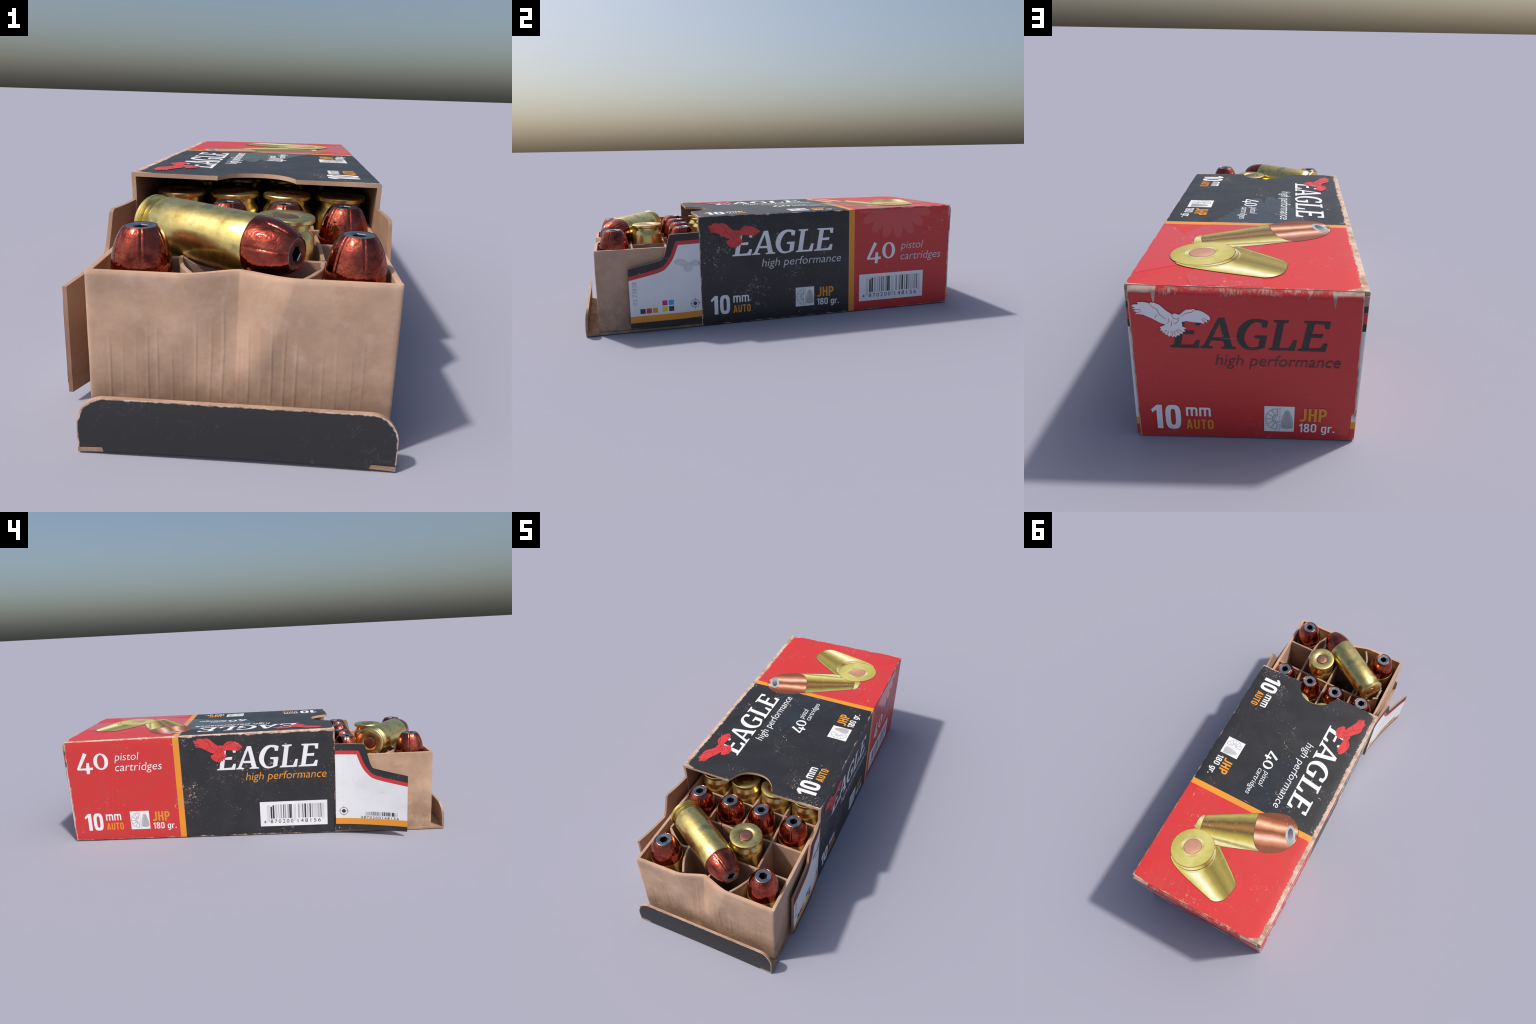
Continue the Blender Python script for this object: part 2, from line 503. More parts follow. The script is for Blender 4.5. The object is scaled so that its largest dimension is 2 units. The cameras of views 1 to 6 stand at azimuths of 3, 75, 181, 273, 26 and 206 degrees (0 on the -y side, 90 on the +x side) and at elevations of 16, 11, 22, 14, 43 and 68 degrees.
# narrow engineering capitals, cap height 1: (advance, outline loops)
GROTESQUE = {
    "A": (.62, [[(0, 0), (.21, 1), (.41, 1), (.62, 0), (.44, 0), (.405, .19), (.215, .19), (.18, 0)], [(.245, .34), (.375, .34), (.31, .70)]]),
    "U": (.56, [[(0, 1)] + arc(.25, .25, .25, .25, 180, 270) + arc(.31, .25, .25, .25, 270, 360) + [(.56, 1), (.38, 1)] + arc(.28, .26, .10, .10, 0, -180) + [(.18, 1)]]),
    "T": (.52, [[(0, 1), (.52, 1), (.52, .84), (.35, .84), (.35, 0), (.17, 0), (.17, .84), (0, .84)]]),
    "O": (.56, [rrect(0, .56, 0, 1, .26), rrect(.18, .38, .17, .83, .095)]),
    "J": (.46, [[(.28, 1), (.46, 1)] + arc(.20, .26, .26, .26, 0, -90) + [(0, 0), (0, .17), (.17, .17)] + arc(.17, .28, .11, .11, -90, 0)]),
    "H": (.56, [[(0, 0), (0, 1), (.18, 1), (.18, .60), (.38, .60), (.38, 1), (.56, 1), (.56, 0), (.38, 0), (.38, .44), (.18, .44), (.18, 0)]]),
    "P": (.54, [[(0, 0), (0, 1), (.28, 1)] + arc(.28, .74, .26, .26, 90, 0) + arc(.28, .64, .26, .26, 0, -90) + [(.18, .38), (.18, 0)], [(.18, .84), (.27, .84)] + arc(.27, .74, .09, .10, 90, 0) + arc(.27, .64, .09, .10, 0, -90) + [(.18, .54)]]),
    "m": (.88, [[(0, 0), (0, .72)] + arc(.70, .54, .18, .18, 90, 0) + [(.88, 0), (.72, 0)] + arc(.64, .48, .08, .09, 0, 90) + arc(.60, .48, .08, .09, 90, 180) + [(.52, 0), (.36, 0)] + arc(.28, .48, .08, .09, 0, 90) + arc(.24, .48, .08, .09, 90, 180) + [(.16, 0)]]),
    "8": (.54, [smooth([(.27, 1), (.42, .97), (.51, .87), (.51, .68), (.43, .54), (.53, .40), (.54, .18), (.45, .04), (.27, 0), (.09, .04), (0, .18), (.01, .40), (.11, .54), (.03, .68), (.03, .87), (.12, .97)], 80), ellipse(.27, .745, .095, .115), ellipse(.27, .295, .11, .145)]),
    "0": (.54, [rrect(0, .54, 0, 1, .25), rrect(.16, .38, .15, .85, .105)]),
    "1": (.33, [[(0, .80), (.19, 1), (.33, 1), (.33, 0), (.17, 0), (.17, .80), (.04, .69)]]),
    "g": (.50, [[(.5, .72)] + arc(.29, -.04, .21, .21, 0, -90) + [(.08, -.25), (.08, -.12), (.26, -.12)] + arc(.26, -.04, .085, .08, -90, 0) + [(.345, .02)] + arc(.19, .20, .19, .20, 270, 180) + arc(.19, .53, .19, .19, 180, 90), rrect(.15, .35, .14, .59, .09)]),
    "r": (.38, [[(0, 0), (0, .72), (.14, .72), (.15, .63)] + arc(.28, .57, .13, .15, 150, 90) + [(.38, .72), (.38, .57), (.28, .57)] + arc(.28, .45, .12, .12, 90, 180) + [(.16, 0)]]),
    ".": (.17, [[(0, 0), (.17, 0), (.17, .17), (0, .17)]]),
    " ": (.20, []),
}


def grotesque(text, gap=.13):
    x, vs, fs = 0, [], []
    for ch in text:
        adv, loops = GROTESQUE[ch]
        if loops:
            v, f = fill([[(x + a, b) for a, b in lp] for lp in loops])
            k = len(vs)
            vs += v
            fs += [[i + k for i in q] for q in f]
        x += adv + gap
    return vs, fs


def caliber(surf, u0, v0, parent, s=1.0):
    """10 mm AUTO"""
    P, O = Pile(), Pile()
    q = lambda a, b, c, d: (u0 + a * s, u0 + b * s, v0 + c * s, v0 + d * s)
    b = q(0, .037, 0, .098)
    lay(P, surf, fill([[(b[0] + x * (b[1] - b[0]), b[2] + y * (b[3] - b[2])) for x, y in ONE]]), .0010)
    lay(P, surf, digit_zero(*q(.047, .099, -.001, .099)), .0010)
    lay(P, surf, fit(grotesque("mm"), q(.117, .200, .055, .091)), .0010)
    lay(O, surf, fit(grotesque("AUTO"), q(.116, .208, .001, .041)), .0010)
    P.make("calibre_lettering", M["white"], parent)
    O.make("calibre_word", M["orange"], parent)


def load_mark(surf, u0, v0, parent):
    """white tile with the cutaway drawing, JHP and 180 gr."""
    W, D, O, G = Pile(), Pile(), Pile(), Pile()
    s = .1035
    lay(W, surf, fill([rect(u0, u0 + s, v0, v0 + s)]), .0009)
    tr = lambda pts: [(u0 + x * s, v0 + y * s) for x, y in pts]
    k = [0]

    def ln(pts, w=.022):
        k[0] += 1
        lay(D, surf, stroke(tr(pts), w * s), .0012 + k[0] * .00002)
    ln(ellipse(.43, .50, .38, .41, 0, 20, math.pi / 2, math.pi * 1.5), .03)
    ln(ellipse(.43, .50, .16, .17, 0, 14, math.pi / 2, math.pi * 1.5), .03)
    ln([(.43, .09), (.43, .40)], .035)
    ln([(.43, .60), (.43, .91)], .035)
    for a in (150, 180, 210, 120, 240):
        c, d = math.cos(math.radians(a)), math.sin(math.radians(a))
        ln([(.43 + .07 * c, .5 + .07 * d), (.43 + .37 * c, .5 + .40 * d)], .028)
    for i in range(9):
        ln([(.515, .04 + i * .105), (.515, .09 + i * .105)], .03)
    half = lambda y: .20 * max(0, 1 - ((y - .12) / .75) ** 2.2) ** .72 if y > .12 else 0
    prof = [.12 + .72 * i / 12 for i in range(13)]
    ln([(.76 - half(y) * .98, y) for y in prof] + [(.76 + half(y) * .98, y) for y in reversed(prof)], .022)
    for d in range(-12, 13):                       # cross hatching inside the bullet
        for sg in (1, -1):
            seg = []
            for i in range(25):
                y = .14 + .68 * i / 24
                x = .76 + sg * (y - .48) + d * .055
                if abs(x - .76) < half(y) - .015:
                    seg.append((x, y))
            if len(seg) > 2:
                ln([seg[0], seg[-1]], .014)
    lay(O, surf, fit(grotesque("JHP"), (u0 + .122, u0 + .214, v0 + .044, v0 + .097)), .0010)
    lay(G, surf, fit(grotesque("180 gr."), (u0 + .121, u0 + .246, v0 - .010, v0 + .035)), .0010)
    W.make("load_tile", M["white"], parent)
    D.make("load_drawing", M["bar_mid"], parent, "stuff")
    O.make("load_lettering", M["orange"], parent)
    G.make("weight_lettering", M["white"], parent)


FOUR = [(240, 391), (290, 421), (165, 660), (260, 658), (268, 569), (312, 568), (310, 650), (360, 650), (360, 692), (310, 694), (303, 762), (255, 761),
        (258, 695), (125, 691), (112, 668)]


def count_mark(surf, box4, box0, pistol, cart, parent, mat2="white"):
    P, Q = Pile(), Pile()
    lay(P, surf, fit(fill([[(x, -y) for x, y in FOUR]]), box4), .0010)
    u0, u1, v0, v1 = box0
    cx, cy, a, b = (u0 + u1) / 2, (v0 + v1) / 2, (u1 - u0) / 2, (v1 - v0) / 2
    lay(P, surf, fill([ellipse(cx, cy, a, b), ellipse(cx, cy, a * .50, b * .83, .0)]), .0010)
    lay(Q, surf, fit(glyphs("pistol", -.006), pistol, .2), .0010)
    lay(Q, surf, fit(glyphs("cartridges", -.006), cart, .2), .0010)
    P.make("count_numeral", M["white"], parent)
    Q.make("count_lettering", M[mat2], parent)


def barcode(surf, u0, u1, v0, v1, parent, seed=3, plate=True, digits=True):
    rng = random.Random(seed)
    W, piles = Pile(), {"bar_dark": Pile(), "bar_mid": Pile(), "bar_light": Pile()}
    w, hh = u1 - u0, v1 - v0
    if plate:
        lay(W, surf, fill([rect(u0, u1, v0, v1)]), .0009)
        W.make("barcode_label", M["white"] if surf in ("left", "right") else M["flap_white"], parent)
    q = lambda x0, x1, y0, y1: grid_rect(u0 + x0 * w, u0 + x1 * w, v0 + y0 * hh, v0 + y1 * hh, 1)
    for a, b, y0 in ((.105, .118, .17), (.124, .140, .17), (.500, .514, .2), (.520, .534, .2), (.925, .938, .25), (.944, .953, .25)):
        lay(piles["bar_light"], surf, q(a, b, y0, .87), .0012)
    x = .155
    while x < .905:
        kind = rng.choices(["bar_dark", "bar_mid", "bar_light"], [8, 4, 3])[0]
        bw = rng.choice([.012, .018, .024]) if kind == "bar_dark" else rng.choice([.010, .016, .024])
        if x < .49 - bw or x > .54:
            lay(piles[kind], surf, q(x, x + bw, .31, .88 if x > .2 else .80 + (x - .155) * 1.7), .0013)
        x += bw + rng.choice([.004, .009, .014, .018])
    if digits:
        lay(piles["bar_dark"], surf, fit(glyphs("4", .0), (u0 + .048 * w, u0 + .085 * w, v0 + .12 * hh, v0 + .25 * hh)), .0013)
        lay(piles["bar_dark"], surf, fit(glyphs("870200", .0, 1.35), (u0 + .150 * w, u0 + .49 * w, v0 + .12 * hh, v0 + .27 * hh)), .0013)
        lay(piles["bar_dark"], surf, fit(glyphs("148156", .0, 1.35), (u0 + .555 * w, u0 + .90 * w, v0 + .12 * hh, v0 + .27 * hh)), .0013)
    for k, p in piles.items():
        p.make("barcode_bars", M[k], parent, "stuff")


# ------------------------------------------------------------------ the box
BOX = empty("ammunition_box", "open worn red and black cardboard box of pistol cartridges", "ammunition box")


def make_sleeve():
    r = .006

    def ring(off):
        pts = []
        x0, x1, z0, z1, rr = X0 + off, X1 - off, off, H - off, max(.002, r - off)
        cs = [(x1 - rr, z1 - rr, 0), (x0 + rr, z1 - rr, 1), (x0 + rr, z0 + rr, 2), (x1 - rr, z0 + rr, 3)]
        for cx, cz, qd in cs:
            arc = [(cx + rr * math.cos(a), cz + rr * math.sin(a)) for a in [(qd + i / 4) * math.pi / 2 for i in range(5)]]
            if pts:
                (ax, az), (bx, bz) = pts[-1], arc[0]
                pts += [(ax + (bx - ax) * i / 12, az + (bz - az) * i / 12) for i in range(1, 12)]
            pts += arc
        (ax, az), (bx, bz) = pts[-1], pts[0]
        pts += [(ax + (bx - ax) * i / 12, az + (bz - az) * i / 12) for i in range(1, 12)]
        return pts
    A, B = ring(0), ring(WALL)
    n, ny = len(A), 28
    ys = [Y0 + (Y1 - Y0) * i / ny for i in range(ny + 1)]
    bm = bmesh.new()
    O = [[bm.verts.new((x, y, z)) for x, z in A] for y in ys]
    I = [[bm.verts.new((x, y, z)) for x, z in B] for y in ys]
    for j in range(ny):
        for i in range(n):
            k = (i + 1) % n
            bm.faces.new((O[j][i], O[j + 1][i], O[j + 1][k], O[j][k])).material_index = 0
            bm.faces.new((I[j][i], I[j][k], I[j + 1][k], I[j + 1][i])).material_index = 2
    for j in (0, ny):
        for i in range(n):
            k = (i + 1) % n
            q = (O[j][i], O[j][k], I[j][k], I[j][i])
            bm.faces.new(q if j == 0 else q[::-1]).material_index = 1
    bmesh.ops.recalc_face_normals(bm, faces=bm.faces)
    me = bpy.data.meshes.new("sleeve")
    bm.to_mesh(me)
    bm.free()
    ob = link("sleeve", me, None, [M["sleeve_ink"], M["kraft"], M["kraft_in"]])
    # thumb notch in the front edge of the top
    half = [(-.078, -.47), (-.076, -.428), (-.066, -.405), (-.046, -.368), (-.010, -.343), (.040, -.332), (.090, -.341), (.126, -.370), (.148, -.405), (.156, -.428), (.158, -.47)]
    lp = smooth(half, 30, 5)
    bm = bmesh.new()
    lo = [bm.verts.new((x, y, H - .05)) for x, y in lp]
    hi = [bm.verts.new((x, y, H + .05)) for x, y in lp]
    bm.faces.new(lo)
    bm.faces.new(hi[::-1])
    for i in range(len(lp)):
        k = (i + 1) % len(lp)
        bm.faces.new((lo[i], lo[k], hi[k], hi[i]))
    bmesh.ops.recalc_face_normals(bm, faces=bm.faces)
    for f in bm.faces:
        f.material_index = 1
    cm = bpy.data.meshes.new("cutter")
    bm.to_mesh(cm)
    bm.free()
    cut = link("cutter", cm, None, [M["sleeve_ink"], M["kraft"], M["kraft_in"]])
    md = ob.modifiers.new("notch", "BOOLEAN")
    md.operation, md.solver, md.object = "DIFFERENCE", "EXACT", cut
    dg = bpy.context.evaluated_depsgraph_get()
    dg.update()
    new = bpy.data.meshes.new_from_object(ob.evaluated_get(dg))
    ob.modifiers.clear()
    ob.data = new
    bpy.data.objects.remove(cut)
    bpy.data.meshes.remove(cm)
    for v in new.vertices:
        p = v.co.copy()
        # the free front edge is a little wavy
        f = clamp(1 - (p.y - Y0) / .12)
        wob = Vector((mnoise.noise(p * 5) * .003, mnoise.noise(p * 5 + Vector((9, 1, 2))) * .004, 0)) * f
        v.co = warp(p) + wob
    for p in new.polygons:
        p.use_smooth = True
    new.set_sharp_from_angle(angle=math.radians(30))
    ob.parent = BOX
    return ob


SLEEVE = make_sleeve()


def sheet(name, outline, mapping, thick, mats, parent, step=.02):
    """board cut to an outline and bent: mapping(u, v, h) with h = 0 outside, -thick inside"""
    # fill the outline, refine so that it bends smoothly, then give it two faces and a rim
    bm = bmesh.new()
    vs = [bm.verts.new((u, v, 0)) for u, v in outline]
    bm.faces.new(vs)
    us, vv = [p[0] for p in outline], [p[1] for p in outline]
    c = min(us) + step
    while c < max(us) - 1e-4:
        bmesh.ops.bisect_plane(bm, geom=bm.verts[:] + bm.edges[:] + bm.faces[:], plane_co=(c, 0, 0), plane_no=(1, 0, 0))
        c += step
    c = min(vv) + step
    while c < max(vv) - 1e-4:
        bmesh.ops.bisect_plane(bm, geom=bm.verts[:] + bm.edges[:] + bm.faces[:], plane_co=(0, c, 0), plane_no=(0, 1, 0))
        c += step
    bmesh.ops.triangulate(bm, faces=[f for f in bm.faces if len(f.verts) > 4])
    bm.verts.index_update()
    flat = [(v.co.x, v.co.y) for v in bm.verts]
    faces = [[v.index for v in f.verts] for f in bm.faces]
    rim = [(e.verts[0].index, e.verts[1].index) for e in bm.edges if e.is_boundary]
    bm.free()
    n = len(flat)
    V = [mapping(u, v, 0) for u, v in flat] + [mapping(u, v, -thick) for u, v in flat]
    F = [f for f in faces] + [[i + n for i in reversed(f)] for f in faces] + [[a, b, b + n, a + n] for a, b in rim]
    me = bpy.data.meshes.new(name)
    me.from_pydata([tuple(p) for p in V], [], F)
    ob = link(name, me, parent, mats)
    k = len(faces)
    for i, p in enumerate(me.polygons):
        p.material_index = 0 if i < k else 1
    bm = bmesh.new()
    bm.from_mesh(me)
    bmesh.ops.recalc_face_normals(bm, faces=bm.faces)
    bm.to_mesh(me)
    bm.free()
    for p in me.polygons:
        p.use_smooth = True
    me.set_sharp_from_angle(angle=math.radians(35))
    return ob


def block(name, x0, x1, y0, y1, z0, z1, mats, parent, bev=.0015, shape=None, top_only=False):
    bm = bmesh.new()
    bmesh.ops.create_cube(bm, size=1)
    for v in bm.verts:
        v.co = Vector(((x0 + x1) / 2 + v.co.x * (x1 - x0), (y0 + y1) / 2 + v.co.y * (y1 - y0), (z0 + z1) / 2 + v.co.z * (z1 - z0)))
    if bev:
        es = [e for e in bm.edges if not top_only or (abs(e.verts[0].co.z - z1) < 1e-6 and abs(e.verts[1].co.z - z1) < 1e-6 and abs(e.verts[0].co.x - e.verts[1].co.x) < 1e-6)]
        bmesh.ops.bevel(bm, geom=es, offset=bev, segments=2, affect="EDGES", profile=.5)
    if shape:
        for v in bm.verts:
            v.co = shape(v.co)
    me = bpy.data.meshes.new(name)
    bm.to_mesh(me)
    bm.free()
    ob = link(name, me, parent, mats)
    return ob


# rear end: tucked panel with a rounded upper fold, narrow folded ears at its sides
def make_end_panel():
    n = Nodes("end_panel_ink")
    n1, n2 = n.noise(17, 4, rough=.6), n.noise(80, 3, n.map((1.6, 1, .5)))
    top = n.ramp(n.z, .505, .552)
    mask = n.m("MULTIPLY", n.ramp(n.m("ADD", n.m("MULTIPLY", n2, .6), n.m("MULTIPLY", top, .39)), .60, .70), n.ramp(n.z, .512, .535))
    mask = n.m("MULTIPLY", mask, n.ramp(n1, .40, .56))
    ex = n.amin(n.m("ABSOLUTE", n.m("SUBTRACT", n.x, .396)), n.m("ABSOLUTE", n.m("SUBTRACT", n.x, -.319)))
    e = n.ramp(n.m("SUBTRACT", n.m("MULTIPLY", n2, .006), ex), -.0005, .0015)
    w = n.amax(n.amax(mask, e), n.specks(.35))
    # torn notches at the ends of the upper fold
    for cx in (.318, -.232):
        d = n.m("ABSOLUTE", n.m("SUBTRACT", n.x, cx))
        wd = n.m("MULTIPLY", n.ramp(n.z, .495, .545), .0075)
        t = n.m("MULTIPLY", n.ramp(n.m("SUBTRACT", wd, d), -.0006, .0012), n.ramp(n.z, .498, .502))
        w = n.amax(w, t)
    for a, b in ((.312, .40), (-.33, -.226)):
        t = n.m("MULTIPLY", n.m("MULTIPLY", n.ramp(n.x, a, a + .002), n.ramp(n.x, b, b - .002)), n.ramp(n.z, .538, .543))
        w = n.amax(w, t)
    col = n.mix(w, n.mix(n.m("MULTIPLY", n.noise(8, 3), .25), RED, (.45, .03, .03)), n.torn())
    n.bump(n.m("SUBTRACT", n.m("MULTIPLY", n.noise(26, 4), .5), n.m("MULTIPLY", w, .4)), .2, .004)
    mat = n.out(col, n.amax(n.m("MULTIPLY_ADD", n1, .2, .34), n.m("MULTIPLY", w, .8)))
    # profile (y, z): face, rounded lower fold, broad bevel on the upper fold
    prof = [(YB - .0182, .002), (YB - .006, .0015), (YB - .001, .006), (YB, .015), (YB, .15), (YB, .3), (YB, .45), (YB, .528), (YB - .0006, .5350), (YB - .0022, .5410), (YB - .0050, .5465), (YB - .0090, .5512), (YB - .0168, .5578), (YB - .0180, .5565), (YB - .0182, .30)]
    bm = bmesh.new()
    G = []
    for i in range(13):
        g = []
        for y, z in prof:
            xa = -.320 - .016 * (1 - z / H)
            x = xa + (.3965 - xa) * i / 12
            g.append(bm.verts.new(warp((x, y - .002 * (abs(x - .04) / .35) ** 2, z))))
        G.append(g)
    for a, b in zip(G, G[1:]):
        for j in range(len(prof) - 1):
            bm.faces.new((a[j], a[j + 1], b[j + 1], b[j]))
    for g in (G[0], G[-1]):
        bm.faces.new(g)
    for a, b in zip(G, G[1:]):
        bm.faces.new((a[-1], a[0], b[0], b[-1]))
    bmesh.ops.recalc_face_normals(bm, faces=bm.faces)
    me = bpy.data.meshes.new("end_panel")
    bm.to_mesh(me)
    bm.free()
    for p in me.polygons:
        p.use_smooth = True
    me.set_sharp_from_angle(angle=math.radians(25))
    ob = link("end_panel", me, BOX, [mat])
    n = Nodes("folded_ear_ink")
    c = n.cramp(n.m("DIVIDE", n.z, H), [(0, RED), (.085, ORANGE), (.135, (.70, .70, .72)), (.745, (.025, .025, .027)), (.79, (.60, .045, .045)), (.86, (.03, .03, .03)), (.90, (.40, .27, .2))])
    c.node.color_ramp.interpolation = "CONSTANT"
    w = n.ramp(n.noise(40, 4, n.map((1, 1, .35))), .63, .68)
    ear = n.out(n.mix(w, c, (.42, .30, .23)), .6)
    for x0, x1 in ((.3970, .4065), (-.3365, -.3195)):
        block("folded_ear", x0, x1, YB - .05, YB - .013, .012, .546, [ear], BOX, .003, warp)
    return ob


END = make_end_panel()

# ---- print on the sleeve
logo("right", -.264, .350, .1215, ("white", "red", "sleeve_ink"), SLEEVE, 1.0, "hp", (-.110, .329, .272, .328), "grey_text")
logo("left", -.185, .368, .1215, ("white", "red", "sleeve_ink"), SLEEVE, .965, "hp", (-.037, .384, .294, .350), "orange")
logo("top", -.254, .117, .1205, ("white", "red", "sleeve_ink"), SLEEVE, 1.0, "hp", (-.097, .323, .038, .095), "white")
logo("back", -.276, .352, .1105, ("black", "white", "red"), END, 1.0, "hp", (-.136, .266, .278, .332), "dark_red_text")
caliber("right", -.382, .053, SLEEVE)
caliber("left", -.922, .058, SLEEVE)
caliber("top", -.378, -.353, SLEEVE)
caliber("back", -.354, .033, END, .985)
load_mark("right", .0725, .0555, SLEEVE)
load_mark("left", -.6725, .0575, SLEEVE)
load_mark("top", .073, -.353, SLEEVE)
load_mark("back", .021, .032, END)
count_mark("right", (.480, .563, .259, .377), (.571, .649, .281, .372), (.682, .820, .316, .372), (.683, .931, .255, .312), SLEEVE, "grey_text")
count_mark("left", (-.926, -.841, .381, .498), (-.834, -.755, .401, .491), (-.722, -.590, .434, .489), (-.723, -.474, .375, .433), SLEEVE)
count_mark("top", (.041, .099, -.122, -.047), (.099, .149, -.110, -.053), (.163, .252, -.088, -.046), (.163, .324, -.126, -.086), SLEEVE)
barcode("right", .437, .824, .052, .2015, SLEEVE, 3)
barcode("left", .0285, .3845, .047, .1835, SLEEVE, 3)


# ---- clear varnish: a large eagle, wings over the top, tail fan down the right side
def varnish():
    K, R, O = Pile(), Pile(), Pile()
    wing = [(STRIPE0, -.225), (.335, -.198), (.325, -.205), (.30, -.175), (.285, -.182), (.262, -.158), (.245, -.165), (.222, -.140), (.20, -.148), (.185, -.125), (.16, -.128), (.13, -.095),
            (.04, -.082), (.022, -.065), (.03, -.042), (.095, -.022), (.015, -.016), (-.006, .000), (-.004, .018), (.050, .036), (-.020, .042), (-.034, .060), (-.020, .090), (.070, .098),
            (.150, .094), (.165, .110), (.29, .112), (.275, .126), (.285, .148), (.345, .150), (.35, .135), (STRIPE0, .120)]
    lay(K, "top", fill([smooth(wing, 60)]), .0006)
    lay(O, "top", fill([rect(STRIPE0 + .0005, STRIPE1 - .0005, -.22, .10)]), .0006)
    body = [(STRIPE1 + .001, .10), (.45, .02), (.60, .0), (.75, -.02), (.84, -.05), (.880, .00), (.972, .015), (.974, -.205), (.90, -.235), (.845, -.210), (.80, -.24), (.885, -.385),
            (.86, -.402), (.47, -.404), (.43, -.385), (.432, -.365), (.54, -.300), (.50, -.292), (.47, -.275), (STRIPE1 + .001, -.24)]
    lay(R, "top", fill([smooth(body, 50)]), .0006)
    fan = []
    for i in range(181):
        a = math.pi + math.pi * i / 180
        lobe = .62 + .38 * abs(math.cos(a * 8.5)) ** .5
        fan.append((.648 + .225 * lobe * math.cos(a), .590 + .198 * lobe * math.sin(a)))
    fan = [(u, v) for u, v in fan if v < .553]
    lay(R, "right", fill([fan]), .0006)
    K.make("varnish_wing", M["gloss_black"], SLEEVE)
    O.make("varnish_band", M["gloss_orange"], SLEEVE)
    R.make("varnish_tail", M["gloss_red"], SLEEVE)


varnish()


# ---- picture of two cartridges printed on the red end of the top (plan x, y -> u = y, v = -x)
def band_mat(name, e0, e1, stops, rough=.4, noise_amt=.05):
    """printed tones running from edge line e0 to edge line e1 (plan points), fanning out between them"""
    n = Nodes(name)

    def dist(e):
        (ax, ay), (bx, by) = e
        L = math.hypot(bx - ax, by - ay)
        nx, ny = -(by - ay) / L, (bx - ax) / L
        return n.m("ADD", n.m("MULTIPLY", n.m("SUBTRACT", n.x, ax), nx), n.m("MULTIPLY", n.m("SUBTRACT", n.y, ay), ny))
    d0, d1 = n.m("ABSOLUTE", dist(e0)), n.m("ABSOLUTE", dist(e1))
    f = n.m("DIVIDE", d0, n.m("ADD", n.m("ADD", d0, d1), .0001))
    f = n.m("ADD", f, n.m("MULTIPLY_ADD", n.noise(16, 4), noise_amt * 2, -noise_amt))
    w = n.specks(.8)
    col = n.cramp(f, stops)
    col = n.mix(.22, col, n.mix(1.0, col, n.cramp(n.noise(34, 4), [(.3, (.45, .40, .30)), (.7, (1, 1, 1))]), "MULTIPLY"))
    return n.out(n.mix(w, col, (.60, .47, .40)), rough)


